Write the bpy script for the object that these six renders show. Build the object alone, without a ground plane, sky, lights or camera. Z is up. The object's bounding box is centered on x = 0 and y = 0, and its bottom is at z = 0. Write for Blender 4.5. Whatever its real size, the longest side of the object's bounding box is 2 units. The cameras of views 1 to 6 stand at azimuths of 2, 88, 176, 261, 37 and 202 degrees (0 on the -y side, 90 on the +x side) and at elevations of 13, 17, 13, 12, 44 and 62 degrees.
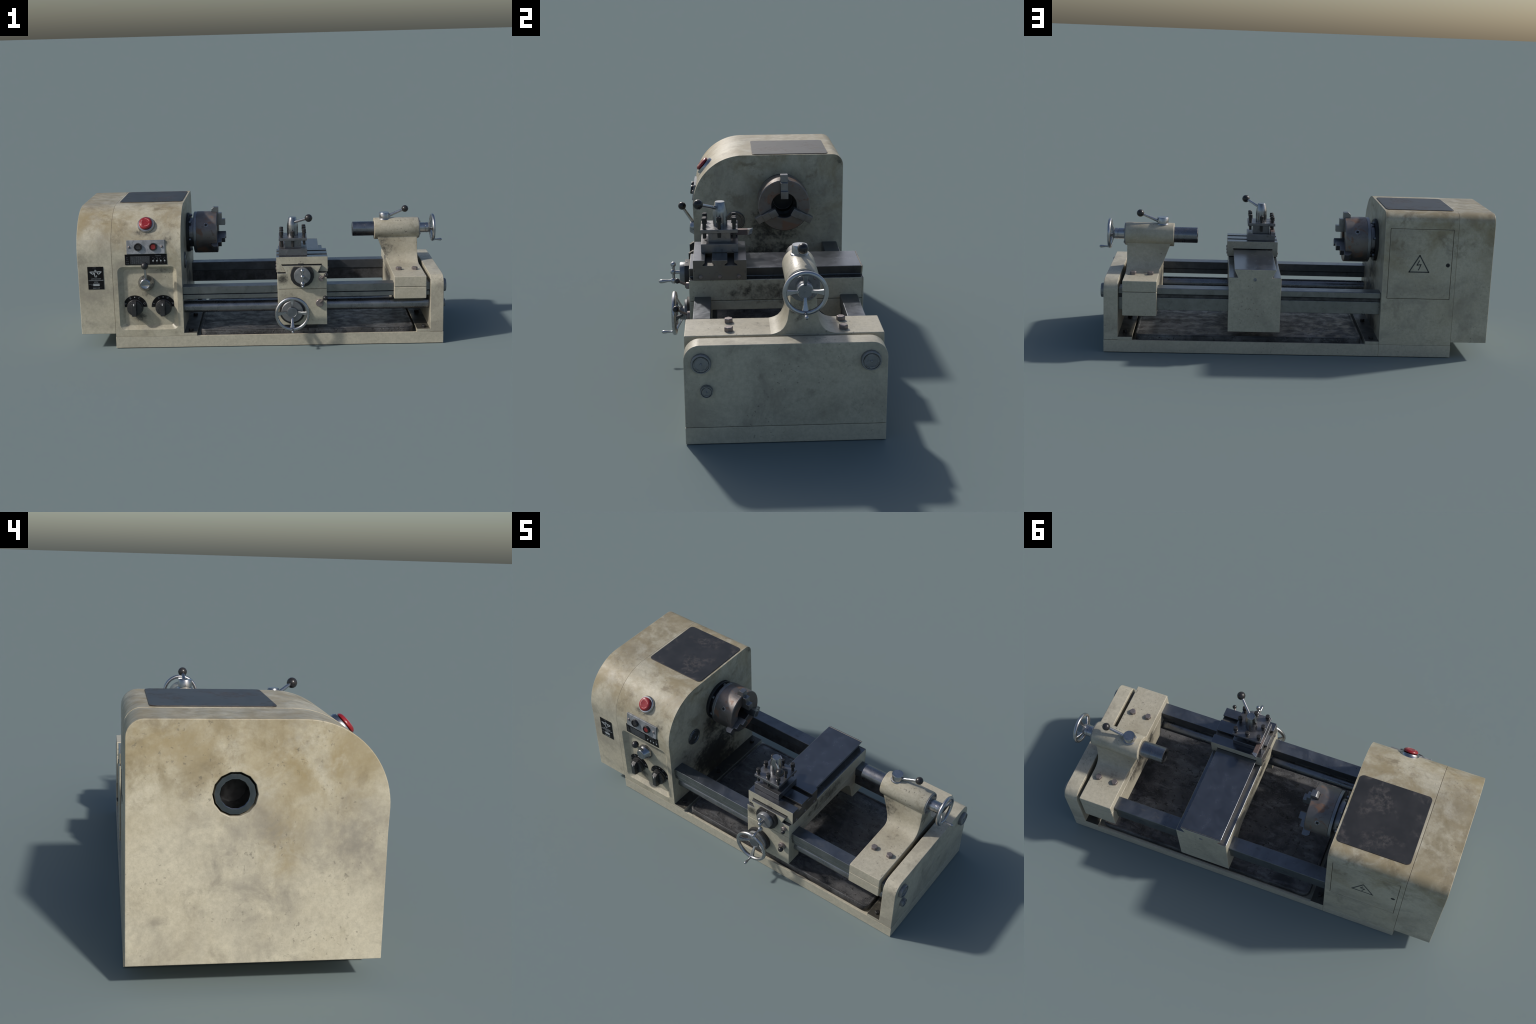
# A worn bench-top metal lathe, built part by part.  Metres, z up, spindle along x.
import bpy, bmesh, math, random
from mathutils import Vector, Matrix

random.seed(7)
for o in list(bpy.data.objects):
    bpy.data.objects.remove(o, do_unlink=True)

COLL = bpy.context.scene.collection
X, Y, Z = Vector((1, 0, 0)), Vector((0, 1, 0)), Vector((0, 0, 1))

# ============================================================== node helper
class Nodes:
    """Small wrapper to write node graphs as expressions."""
    def __init__(self, name):
        self.mat = bpy.data.materials.new(name)
        self.mat.use_nodes = True
        self.t = self.mat.node_tree
        self.t.nodes.clear()
        self.out = self.t.nodes.new("ShaderNodeOutputMaterial")
        self.bsdf = self.t.nodes.new("ShaderNodeBsdfPrincipled")
        self.t.links.new(self.bsdf.outputs[0], self.out.inputs[0])
        tc = self.t.nodes.new("ShaderNodeTexCoord")
        self.obj = tc.outputs["Object"]
        geo = self.t.nodes.new("ShaderNodeNewGeometry")
        self.normal = geo.outputs["Normal"]
        self.position = geo.outputs["Position"]
        self.pointy = geo.outputs["Pointiness"]

    def put(self, sock, v):
        if isinstance(v, bpy.types.NodeSocket):
            self.t.links.new(v, sock)
        elif isinstance(v, (tuple, list)) and sock.type == "RGBA" and len(v) == 3:
            sock.default_value = (*v, 1)
        else:
            sock.default_value = v

    def set(self, **kw):
        for k, v in kw.items():
            self.put(self.bsdf.inputs[k.replace("_", " ")], v)

    def m(self, op, a, b=0.0, c=0.0, clamp=False):
        n = self.t.nodes.new("ShaderNodeMath")
        n.operation = op
        n.use_clamp = clamp
        for i, v in enumerate((a, b, c)):
            self.put(n.inputs[i], v)
        return n.outputs[0]

    def scaled(self, vec, scale, shift=(0, 0, 0)):
        n = self.t.nodes.new("ShaderNodeMapping")
        self.put(n.inputs["Vector"], vec)
        n.inputs["Scale"].default_value = scale
        n.inputs["Location"].default_value = shift
        return n.outputs[0]

    def noise(self, scale, detail=4.0, rough=0.55, distort=0.0, vec=None, seed=0.0):
        n = self.t.nodes.new("ShaderNodeTexNoise")
        n.noise_dimensions = "3D"
        v = self.obj if vec is None else vec
        if seed:
            v = self.scaled(v, (1, 1, 1), (seed * 1.7, seed * 0.9, -seed * 1.3))
        self.put(n.inputs["Vector"], v)
        n.inputs["Scale"].default_value = scale
        n.inputs["Detail"].default_value = detail
        n.inputs["Roughness"].default_value = rough
        n.inputs["Distortion"].default_value = distort
        return n.outputs["Fac"]

    def voronoi(self, scale, vec=None, feature="F1"):
        n = self.t.nodes.new("ShaderNodeTexVoronoi")
        n.feature = feature
        self.put(n.inputs["Vector"], self.obj if vec is None else vec)
        n.inputs["Scale"].default_value = scale
        return n.outputs["Distance"]

    def step(self, v, lo, hi, a=0.0, b=1.0):
        n = self.t.nodes.new("ShaderNodeMapRange")
        n.interpolation_type = "SMOOTHSTEP"
        self.put(n.inputs[0], v)
        for i, x in enumerate((lo, hi, a, b)):
            n.inputs[i + 1].default_value = x
        return n.outputs[0]

    def mix(self, f, a, b, mode="MIX"):
        n = self.t.nodes.new("ShaderNodeMix")
        n.data_type = "RGBA"
        n.blend_type = mode
        self.put(n.inputs[0], f)
        self.put(n.inputs[6], a)
        self.put(n.inputs[7], b)
        return n.outputs[2]

    def axis(self, vec, i):
        n = self.t.nodes.new("ShaderNodeSeparateXYZ")
        self.put(n.inputs[0], vec)
        return n.outputs[i]

    def blob(self, centre, radii, soft=1.0):
        """1 inside an ellipsoid, fading to 0 at its surface."""
        s = tuple(1 / r for r in radii)
        v = self.scaled(self.obj, s, tuple(-c * k for c, k in zip(centre, s)))
        n = self.t.nodes.new("ShaderNodeVectorMath")
        n.operation = "LENGTH"
        self.put(n.inputs[0], v)
        return self.step(n.outputs["Value"], 1.0 - soft, 1.0, 1.0, 0.0)

    def edge(self, radius):
        """1 where an edge is near (rounded-normal difference)."""
        b = self.t.nodes.new("ShaderNodeBevel")
        b.samples = 4
        b.inputs["Radius"].default_value = radius
        d = self.t.nodes.new("ShaderNodeVectorMath")
        d.operation = "DOT_PRODUCT"
        self.put(d.inputs[0], b.outputs[0])
        self.put(d.inputs[1], self.normal)
        return self.step(d.outputs["Value"], 0.995, 0.86, 0.0, 1.0)

    def bump(self, h, strength=0.3, dist=0.002):
        n = self.t.nodes.new("ShaderNodeBump")
        n.inputs["Strength"].default_value = strength
        n.inputs["Distance"].default_value = dist
        self.put(n.inputs["Height"], h)
        self.put(self.bsdf.inputs["Normal"], n.outputs[0])


# ================================================================ materials
def cream_paint(name, grime=(), stain=0.55, specks=0.3, clean=(0.495, 0.458, 0.352), smudge=0.55, stain_low=0.25, top_grime=0.0, marks=()):
    """Old cream machine enamel: grey smudges, ochre oil stains, chips, painted highlights on
    edges.  grime = list of (centre, radii, amount) blotches of black oil."""
    n = Nodes(name)
    mott = n.noise(60, 6, 0.7)
    col = n.mix(n.step(mott, 0.33, 0.68), tuple(c * 0.89 for c in clean), tuple(c * 1.06 for c in clean))
    # fine gritty speckle
    grit = n.step(n.noise(200, 3, 0.7), 0.54, 0.72)
    col = n.mix(n.m("MULTIPLY", grit, 0.30), col, (0.23, 0.22, 0.185))
    # large grey smudges with torn edges
    g1 = n.step(n.noise(4.6, 9, 0.66, 0.6, seed=1), 0.45, 0.66)
    col = n.mix(n.m("MULTIPLY", g1, smudge), col, (0.262, 0.240, 0.196))
    g2 = n.step(n.noise(12, 8, 0.68, 0.4, seed=2), 0.54, 0.72)
    col = n.mix(n.m("MULTIPLY", g2, smudge * 0.85), col, (0.225, 0.206, 0.168))
    # ochre oil stains, mostly on the upper half of the machine
    up = n.step(n.axis(n.obj, 2), 0.36, 0.66, stain_low, 1.0)
    # surfaces that face up collect more
    lie = n.step(n.axis(n.normal, 2), 0.25, 0.85)
    s1 = n.step(n.m("ADD", n.noise(4.4, 9, 0.66, 0.45, seed=3), n.m("MULTIPLY", n.m("MULTIPLY", lie, up), 0.035 * (stain > 0.78))), 0.42, 0.68)
    s1 = n.m("MULTIPLY", n.m("MULTIPLY", s1, up), stain)
    col = n.mix(s1, col, (0.290, 0.238, 0.142))
    s2 = n.step(n.noise(9.0, 8, 0.68, 0.35, seed=5), 0.52, 0.68)
    s2 = n.m("MULTIPLY", n.m("MULTIPLY", s2, up), stain * 0.75)
    col = n.mix(s2, col, (0.178, 0.145, 0.092))
    # individual stains: (centre, radii, colour, amount)
    for i, (c, r, tint, a) in enumerate(marks):
        cloud = n.noise(9.0, 9, 0.68, 0.4, seed=20 + i)
        b = n.m("MULTIPLY", n.blob(c, tuple(1.75 * k for k in r), 1.0), n.step(cloud, 0.34, 0.66))
        col = n.mix(n.m("MULTIPLY", b, a), col, tint)
    # pale rubbed patches
    w = n.m("MULTIPLY", n.step(n.noise(8.0, 8, 0.7, 0.5, seed=13), 0.55, 0.72), n.m("MULTIPLY", up, stain * 0.6))
    col = n.mix(w, col, (0.52, 0.485, 0.39))
    # scattered dark chips
    area = n.step(n.noise(6.5, 3, 0.5, seed=6), 0.45, 0.62)
    chip = n.m("MULTIPLY", n.step(n.noise(85, 4, 0.6, seed=7), 0.61, 0.68), area)
    col = n.mix(n.m("MULTIPLY", chip, specks), col, (0.085, 0.078, 0.066))
    rough = n.step(n.noise(24, 4, 0.6, seed=8), 0.3, 0.7, 0.33, 0.52)
    # black oil
    tot = None
    for c, r, a in grime:
        b = n.m("MULTIPLY", n.blob(c, r, 0.95), a)
        tot = b if tot is None else n.m("MAXIMUM", tot, b)
    if top_grime:
        t = n.m("MULTIPLY", n.step(n.axis(n.normal, 2), 0.4, 0.8), top_grime)
        tot = t if tot is None else n.m("MAXIMUM", tot, t)
    if tot is not None:
        tex = n.m("ADD", n.m("MULTIPLY", n.noise(46, 7, 0.7, 0.3, seed=9), 0.62), n.m("MULTIPLY", n.noise(11, 4, 0.6, 0.3, seed=10), 0.38))
        k = n.m("ADD", n.m("MULTIPLY", tot, 0.46), tex)
        k = n.step(k, 0.66, 0.94)
        haze = n.m("MULTIPLY", tot, 0.42)
        col = n.mix(haze, col, (0.120, 0.110, 0.084))
        col = n.mix(n.m("MULTIPLY", k, 0.93), col, (0.030, 0.028, 0.025))
    # edges painted lighter to draw the highlights along seams and corners
    e = n.m("MULTIPLY", n.edge(0.0035), n.step(n.noise(40, 4, 0.6, seed=11), 0.33, 0.55))
    col = n.mix(n.m("MULTIPLY", e, 0.85), col, (0.64, 0.57, 0.44))
    n.set(Base_Color=col, Roughness=rough, IOR=1.45)
    n.bump(n.m("ADD", n.m("MULTIPLY", n.noise(120, 4, 0.6), 0.6), n.m("MULTIPLY", chip, -0.5)), 0.22, 0.0016)
    return n.mat


def steel(name, base=(0.30, 0.30, 0.31), rough=(0.28, 0.5), grime=0.5, side_dark=0.0, rust=0.0, metal=0.9,
          scale=1.0, edges=0.5, spots=0.5, bump=0.10):
    n = Nodes(name)
    t = n.noise(13 * scale, 6, 0.65, 0.5)
    col = n.mix(n.step(t, 0.35, 0.7), tuple(b * 0.78 for b in base), base)
    d = n.m("MULTIPLY", n.step(n.noise(26 * scale, 6, 0.7, 0.3, seed=2), 0.54, 0.7), grime)
    col = n.mix(d, col, (0.035, 0.032, 0.030))
    sp = n.m("MULTIPLY", n.step(n.noise(90 * scale, 3, 0.6, seed=4), 0.66, 0.73), spots)
    col = n.mix(sp, col, (0.03, 0.026, 0.022))
    met = n.m("SUBTRACT", metal, n.m("MULTIPLY", n.m("MAXIMUM", d, sp), 0.7), clamp=True)
    if rust:
        r = n.m("MULTIPLY", n.step(n.noise(15 * scale, 5, 0.6, 0.8, seed=5), 0.52, 0.64), rust)
        col = n.mix(r, col, (0.19, 0.10, 0.06))
        r2 = n.m("MULTIPLY", n.step(n.noise(38 * scale, 5, 0.6, 0.4, seed=6), 0.6, 0.68), rust * 0.7)
        col = n.mix(r2, col, (0.09, 0.05, 0.03))
        met = n.m("SUBTRACT", met, n.m("MULTIPLY", n.m("MAXIMUM", r, r2), 0.7), clamp=True)
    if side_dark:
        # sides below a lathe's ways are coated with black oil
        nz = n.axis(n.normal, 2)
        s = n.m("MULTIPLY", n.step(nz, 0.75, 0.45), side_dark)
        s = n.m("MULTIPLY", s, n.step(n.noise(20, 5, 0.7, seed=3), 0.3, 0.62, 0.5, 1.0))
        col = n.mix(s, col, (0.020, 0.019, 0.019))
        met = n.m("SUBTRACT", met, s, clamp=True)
    e = n.m("MULTIPLY", n.edge(0.0025), edges)
    col = n.mix(e, col, tuple(min(1, b * 1.7) for b in base))  # edge colour brightened to bake in the sun glint on corners
    ro = n.m("ADD", n.step(t, 0.3, 0.7, *rough), n.m("MULTIPLY", d, 0.2))
    ro = n.m("MULTIPLY", ro, n.m("SUBTRACT", 1.0, n.m("MULTIPLY", e, 0.6)))
    n.set(Base_Color=col, Metallic=met, Roughness=ro)
    if bump:
        n.bump(n.m("ADD", n.noise(95, 4, 0.6), n.m("MULTIPLY", d, -0.4)), bump, 0.001)
    return n.mat


def plastic(name, col, rough=0.3, dust=0.25, coat=0.0):
    n = Nodes(name)
    k = n.m("MULTIPLY", n.step(n.noise(30, 5, 0.6), 0.45, 0.75), dust)
    c = n.mix(k, col, tuple(min(1, x * 1.6 + 0.02) for x in col))
    n.set(Base_Color=c, Roughness=n.step(n.noise(60, 3), 0.3, 0.7, rough * 0.85, rough * 1.25), Coat_Weight=coat)
    n.bump(n.noise(140, 3), 0.05, 0.001)
    return n.mat


def rubber_mat(name):
    n = Nodes(name)
    a = n.step(n.noise(6, 6, 0.68, 0.7, seed=4), 0.48, 0.62)
    b = n.step(n.noise(42, 6, 0.7, 0.3, seed=1), 0.40, 0.66)
    k = n.m("MULTIPLY", a, b)
    col = n.mix(n.step(n.noise(14, 5), 0.35, 0.7), (0.020, 0.021, 0.023), (0.030, 0.030, 0.032))
    col = n.mix(n.m("MULTIPLY", k, 0.42), col, (0.115, 0.100, 0.098))
    e = n.m("MULTIPLY", n.edge(0.003), n.step(n.noise(60, 4, seed=6), 0.42, 0.55))
    col = n.mix(n.m("MULTIPLY", e, 0.6), col, (0.20, 0.12, 0.08))
    n.set(Base_Color=col, Roughness=n.m("ADD", 0.42, n.m("MULTIPLY", k, 0.25)))
    n.bump(n.noise(160, 4), 0.12, 0.001)
    return n.mat


def tray_steel(name):
    """Oily chip tray: black, gritty with swarf, greyish where the oil has dried."""
    n = Nodes(name)
    grain = n.noise(150, 5, 0.75)
    smear = n.noise(1.0, 7, 0.7, 0.5, vec=n.scaled(n.obj, (9, 22, 9)), seed=1)
    big = n.noise(5.5, 6, 0.65, 0.5, seed=2)
    col = n.mix(n.step(big, 0.4, 0.64), (0.024, 0.024, 0.027), (0.098, 0.095, 0.094))
    pale = n.m("MULTIPLY", n.step(smear, 0.46, 0.66), n.step(n.noise(4.5, 4, 0.6, seed=7), 0.36, 0.58))
    col = n.mix(n.m("MULTIPLY", pale, 0.75), col, (0.235, 0.238, 0.245))
    lumps = n.step(n.noise(48, 5, 0.65, 0.6, seed=3), 0.56, 0.66)
    col = n.mix(n.m("MULTIPLY", lumps, 0.8), col, (0.012, 0.011, 0.011))
    swarf = n.m("MULTIPLY", n.step(grain, 0.56, 0.66), n.step(n.noise(7, 4, seed=5), 0.45, 0.62))
    col = n.mix(n.m("MULTIPLY", swarf, 0.7), col, (0.30, 0.285, 0.265))
    e = n.edge(0.004)
    col = n.mix(n.m("MULTIPLY", e, 0.5), col, (0.17, 0.168, 0.168))
    n.set(Base_Color=col, Metallic=n.m("MULTIPLY", n.m("MAXIMUM", n.m("MAXIMUM", swarf, e), pale), 0.8),
          Roughness=n.step(n.noise(18, 5, 0.6, seed=6), 0.35, 0.65, 0.28, 0.60))
    n.bump(n.m("ADD", n.m("MULTIPLY", grain, 0.7), n.m("MULTIPLY", lumps, 0.5)), 0.75, 0.004)
    return n.mat


def aluminium(name):
    n = Nodes(name)
    t = n.noise(16, 6, 0.7, 0.5)
    col = n.mix(n.step(t, 0.4, 0.62), (0.21, 0.22, 0.232), (0.34, 0.352, 0.375))
    k = n.step(n.noise(45, 6, 0.7, 0.5, seed=2), 0.57, 0.66)
    col = n.mix(n.m("MULTIPLY", k, 0.55), col, (0.10, 0.10, 0.10))
    n.set(Base_Color=col, Metallic=0.35, Roughness=0.42)
    n.bump(n.noise(130, 3), 0.1, 0.001)
    return n.mat


def plate_print(name, col, rough=0.4):
    n = Nodes(name)
    k = n.step(n.noise(55, 5, 0.7, seed=3), 0.60, 0.72)
    c = n.mix(n.m("MULTIPLY", k, 0.3), col, (0.10, 0.10, 0.10))
    n.set(Base_Color=c, Roughness=rough, Specular_IOR_Level=0.12)
    return n.mat


GR_HEAD = [((-0.445, 0.06, 0.20), (0.05, 0.36, 0.28), 1.05), ((-0.445, 0.08, 0.40), (0.04, 0.28, 0.18), 0.78),
           ((-0.445, -0.18, 0.30), (0.03, 0.16, 0.22), 0.55), ((-0.445, 0.12, 0.10), (0.05, 0.34, 0.12), 1.0),
           ((-0.445, -0.09, 0.437), (0.02, 0.09, 0.09), 0.6), ((-0.445, 0.13, 0.55), (0.03, 0.26, 0.26), 0.40),
           ((-0.445, 0.40, 0.72), (0.03, 0.05, 0.07), 0.55),
           ((-0.515, -0.28, 0.61), (0.065, 0.05, 0.085), 0.66), ((-0.65, -0.26, 0.630), (0.14, 0.06, 0.06), 0.58),
           ((-0.55, -0.27, 0.425), (0.09, 0.03, 0.035), 0.64), ((-0.68, -0.27, 0.168), (0.075, 0.03, 0.045), 0.74),
           ((-0.64, -0.27, 0.30), (0.06, 0.02, 0.06), 0.58)]
GR_CARR = [((0.335, 0.03, 0.345), (0.03, 0.42, 0.10), 0.82), ((0.06, 0.03, 0.345), (0.03, 0.42, 0.10), 0.82),
           ((0.20, 0.05, 0.27), (0.16, 0.25, 0.06), 0.95), ((0.095, -0.288, 0.365), (0.065, 0.03, 0.06), 0.78),
           ((0.335, -0.20, 0.25), (0.03, 0.12, 0.10), 0.66), ((0.06, -0.20, 0.25), (0.03, 0.12, 0.10), 0.66),
           ((0.12, -0.288, 0.28), (0.12, 0.03, 0.07), 0.36), ((0.20, 0.415, 0.20), (0.16, 0.03, 0.12), 0.25)]
GR_TAIL = [((0.66, 0.06, 0.46), (0.14, 0.20, 0.13), 0.66), ((0.685, 0.06, 0.29), (0.03, 0.33, 0.12), 0.92),
           ((0.856, 0.08, 0.29), (0.025, 0.33, 0.12), 0.75), ((0.853, 0.12, 0.46), (0.03, 0.10, 0.10), 0.55),
           ((0.76, -0.01, 0.385), (0.10, 0.10, 0.06), 0.56), ((0.76, 0.26, 0.385), (0.10, 0.10, 0.06), 0.45), ((0.80, 0.06, 0.50), (0.09, 0.03, 0.03), 0.5)]
GR_BASE = [((0.24, 0.06, 0.075), (0.80, 0.42, 0.030), 0.9), ((0.875, 0.06, 0.20), (0.025, 0.40, 0.20), 0.75),
           ((0.84, 0.06, 0.082), (0.07, 0.40, 0.02), 0.9), ((-0.41, 0.08, 0.085), (0.06, 0.36, 0.02), 1.2)]

OCHRE, UMBER, SOOT = (0.300, 0.235, 0.120), (0.205, 0.165, 0.090), (0.235, 0.216, 0.180)
GEAR_MARKS = [((-1, 0.00, 0.41), (0.06, 0.06, 0.11), OCHRE, 0.95), ((-1, 0.11, 0.45), (0.06, 0.16, 0.07), SOOT, 0.95), ((-1, 0.16, 0.355), (0.06, 0.07, 0.05), SOOT, 0.95),
              ((-1, -0.20, 0.42), (0.08, 0.13, 0.12), SOOT, 0.9), ((-1, 0.36, 0.60), (0.06, 0.12, 0.09), UMBER, 0.7), ((-1, -0.06, 0.64), (0.06, 0.20, 0.13), OCHRE, 0.85),
              ((-1, 0.30, 0.70), (0.08, 0.16, 0.07), OCHRE, 0.8), ((-1, 0.05, 0.26), (0.06, 0.14, 0.09), SOOT, 0.85), ((-0.90, 0.15, 0.76), (0.14, 0.30, 0.06), UMBER, 0.75),
              ((-0.93, -0.19, 0.70), (0.14, 0.10, 0.10), OCHRE, 0.7), ((-0.93, -0.29, 0.30), (0.10, 0.05, 0.12), SOOT, 0.6)]
GR_END = [((0.948, 0.055, 0.30), (0.02, 0.05, 0.12), 0.34), ((0.948, 0.14, 0.325), (0.02, 0.08, 0.05), 0.30), ((0.948, 0.16, 0.12), (0.02, 0.26, 0.10), 0.26)]

M = {}
M["cream"] = cream_paint("cream_enamel", stain=0.5, specks=0.35)
M["head"] = cream_paint("cream_enamel_headstock", GR_HEAD, stain=0.95, specks=0.4, smudge=0.6)
M["gear"] = cream_paint("cream_enamel_gear_cover", stain=0.80, specks=0.45, smudge=0.58, clean=(0.515, 0.476, 0.368), marks=GEAR_MARKS)
M["carr"] = cream_paint("cream_enamel_carriage", GR_CARR, stain=0.3, specks=0.5, smudge=0.35, clean=(0.47, 0.442, 0.345))
M["tail"] = cream_paint("cream_enamel_tailstock", GR_TAIL, stain=0.75, specks=0.65, smudge=0.22, clean=(0.475, 0.440, 0.347))
M["base"] = cream_paint("cream_enamel_base", GR_BASE, stain=0.15, specks=0.4, smudge=0.25, clean=(0.49, 0.455, 0.360))
M["endb"] = cream_paint("cream_enamel_end_bracket", GR_BASE + GR_END, stain=0.45, specks=0.6, smudge=0.62, clean=(0.49, 0.455, 0.360))
M["oily"] = cream_paint("oily_cream_enamel", stain=0.1, top_grime=1.0, clean=(0.45, 0.42, 0.33))
M["rail"] = steel("way_steel", (0.185, 0.20, 0.222), (0.27, 0.42), 0.35, side_dark=0.62, spots=0.6)
M["web"] = steel("darkened_way_steel", (0.25, 0.25, 0.26), (0.35, 0.5), 0.5, side_dark=0.92)
M["rail_face"] = steel("clean_way_face_steel", (0.245, 0.255, 0.255), (0.26, 0.36), 0.25, spots=0.3)
M["rod"] = steel("rod_steel", (0.29, 0.295, 0.31), (0.24, 0.36), 0.35, spots=0.3)
M["slide"] = steel("slide_steel", (0.190, 0.200, 0.220), (0.22, 0.28), 0.03, spots=0.0, edges=0.9, bump=0.03)
M["slide_side"] = steel("slide_side_steel", (0.19, 0.18, 0.165), (0.4, 0.55), 0.6, spots=0.5, metal=0.7, edges=1.0)
M["post"] = steel("tool_post_steel", (0.25, 0.25, 0.26), (0.28, 0.45), 0.55, spots=0.4, scale=1.3)
M["bright"] = steel("polished_steel", (0.50, 0.505, 0.52), (0.24, 0.32), 0.10, spots=0.0, metal=1.0, edges=0.0, bump=0.0)
M["quill"] = steel("ground_steel", (0.28, 0.285, 0.305), (0.24, 0.34), 0.3, spots=0.3, metal=1.0)
M["galv"] = steel("mottled_steel", (0.40, 0.41, 0.43), (0.12, 0.22), 1.0, spots=0.7, scale=1.5, metal=1.0, bump=0.02)
M["chuck"] = steel("rusty_chuck_steel", (0.225, 0.205, 0.195), (0.36, 0.5), 0.35, rust=0.85, spots=0.25, metal=0.75)
M["chuck_rim"] = steel("chuck_rim_steel", (0.30, 0.31, 0.33), (0.34, 0.45), 0.2, spots=0.2)
M["jaw"] = steel("jaw_steel", (0.26, 0.265, 0.275), (0.28, 0.4), 0.35, spots=0.3, scale=1.5)
M["spindle"] = steel("oily_spindle_steel", (0.28, 0.28, 0.30), (0.25, 0.4), 0.95, spots=0.6, scale=1.4)
M["bolt"] = steel("bolt_steel", (0.27, 0.235, 0.23), (0.4, 0.55), 0.3, spots=0.2, metal=0.6, scale=2)
M["black_bolt"] = steel("blackened_steel", (0.045, 0.043, 0.043), (0.35, 0.5), 0.3, spots=0.2, metal=0.5, edges=0.8)
M["black_iron"] = steel("black_iron", (0.030, 0.030, 0.032), (0.4, 0.55), 0.4, spots=0.2, metal=0.3, edges=0.4)
M["cap"] = steel("grey_cap_steel", (0.27, 0.28, 0.29), (0.4, 0.5), 0.35, spots=0.2, metal=0.6, scale=2)
M["bore"] = steel("dark_bore_steel", (0.25, 0.265, 0.28), (0.16, 0.24), 0.3, spots=0.1, metal=1.0, edges=0.4)
M["disc"] = steel("dark_disc_steel", (0.17, 0.175, 0.18), (0.3, 0.45), 0.5, spots=0.3, metal=0.8, edges=1.0)
M["knobsteel"] = steel("worn_bright_steel", (0.36, 0.37, 0.385), (0.22, 0.32), 0.35, spots=0.2, metal=1.0, edges=0.2, bump=0.03)
M["tool"] = steel("tool_bit_steel", (0.20, 0.15, 0.14), (0.4, 0.5), 0.4, spots=0.1, metal=0.5, scale=2)
M["tip"] = steel("carbide_tip", (0.55, 0.55, 0.57), (0.25, 0.35), 0.1, spots=0.1, scale=2)
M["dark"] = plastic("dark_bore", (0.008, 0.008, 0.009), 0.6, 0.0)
M["bakelite"] = plastic("black_bakelite", (0.022, 0.021, 0.022), 0.24, 0.3)
M["knob"] = plastic("black_plastic", (0.026, 0.026, 0.027), 0.30, 0.25)
M["red"] = plastic("red_plastic", (0.25, 0.012, 0.017), 0.28, 0.1, coat=0.2)
M["red_dark"] = plastic("dark_red_plastic", (0.17, 0.014, 0.014), 0.3, 0.1)
M["pink"] = plastic("faded_marking", (0.62, 0.22, 0.22), 0.4, 0.0)
M["alu"] = aluminium("scratched_aluminium")
M["mat"] = rubber_mat("worn_rubber")
M["tray"] = tray_steel("oily_chip_tray")
M["plate"] = plate_print("black_plate_print", (0.008, 0.008, 0.009))
M["ink"] = plate_print("grey_plate_print", (0.36, 0.39, 0.41))
M["ink_dim"] = plate_print("dim_plate_print", (0.13, 0.14, 0.15))
M["mark"] = plate_print("white_marking", (0.62, 0.62, 0.60))
M["sign"] = plate_print("dark_sign_paint", (0.075, 0.077, 0.075))
M["groove"] = plate_print("dark_groove", (0.022, 0.02, 0.018))

# ========================================================= modelling helpers
PENDING = []          # (object, bevel width, segments, smooth angle)
ROOT = bpy.data.objects.new("bench_lathe", None)
COLL.objects.link(ROOT)
ROOT.empty_display_size = 0.2
ROOT["label"] = "worn cream and steel bench metalworking lathe with handwheels"
ROOT["category"] = "metal lathe"


def add(name, bm, mat, parent=ROOT, bevel=0.0, seg=2, angle=35, cut=(), kind=None):
    bmesh.ops.remove_doubles(bm, verts=bm.verts, dist=1e-6)
    bmesh.ops.recalc_face_normals(bm, faces=bm.faces)
    me = bpy.data.meshes.new(name)
    bm.to_mesh(me)
    bm.free()
    for mm in (mat if isinstance(mat, (list, tuple)) else [mat]):
        me.materials.append(M[mm])
    o = bpy.data.objects.new(name, me)
    COLL.objects.link(o)
    o.parent = parent
    if kind:
        o["kind"] = kind
    for c in cut:
        md = o.modifiers.new("cut", "BOOLEAN")
        md.object = c
        md.operation = "DIFFERENCE"
        md.solver = "EXACT"
    PENDING.append((o, bevel, seg, angle))
    return o


def cutter(bm, mat=None):
    bmesh.ops.recalc_face_normals(bm, faces=bm.faces)
    me = bpy.data.meshes.new("cutter")
    bm.to_mesh(me)
    bm.free()
    if mat:
        me.materials.append(M[mat])
    o = bpy.data.objects.new("cutter", me)
    COLL.objects.link(o)
    o.hide_render = True
    CUTTERS.append(o)
    return o
CUTTERS = []


def copy_of(o, matrix, parent=None):
    c = o.copy()
    c.matrix_basis = matrix
    c.parent = parent if parent is not None else o.parent
    COLL.objects.link(c)
    COPIES.append((c, o))
    return c
COPIES = []


def frame(axis):
    """Rotation taking local z to axis."""
    return Vector(axis).to_track_quat("Z", "Y").to_matrix().to_4x4()


def box(x0, x1, y0, y1, z0, z1, bm=None):
    bm = bm or bmesh.new()
    m = Matrix.Translation(((x0 + x1) / 2, (y0 + y1) / 2, (z0 + z1) / 2)) @ Matrix.Diagonal((x1 - x0, y1 - y0, z1 - z0, 1))
    bmesh.ops.create_cube(bm, size=1, matrix=m)
    return bm


def loft(rings, bm=None, cap=True, wrap=False):
    bm = bm or bmesh.new()
    vs = [[bm.verts.new(p) for p in r] for r in rings]
    n = len(vs[0])
    for a, b in zip(vs, vs[1:] + ([vs[0]] if wrap else [])):
        for i in range(n):
            bm.faces.new((a[i], a[(i + 1) % n], b[(i + 1) % n], b[i]))
    if cap and not wrap:
        bm.faces.new(vs[0][::-1])
        bm.faces.new(vs[-1])
    return bm


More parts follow.
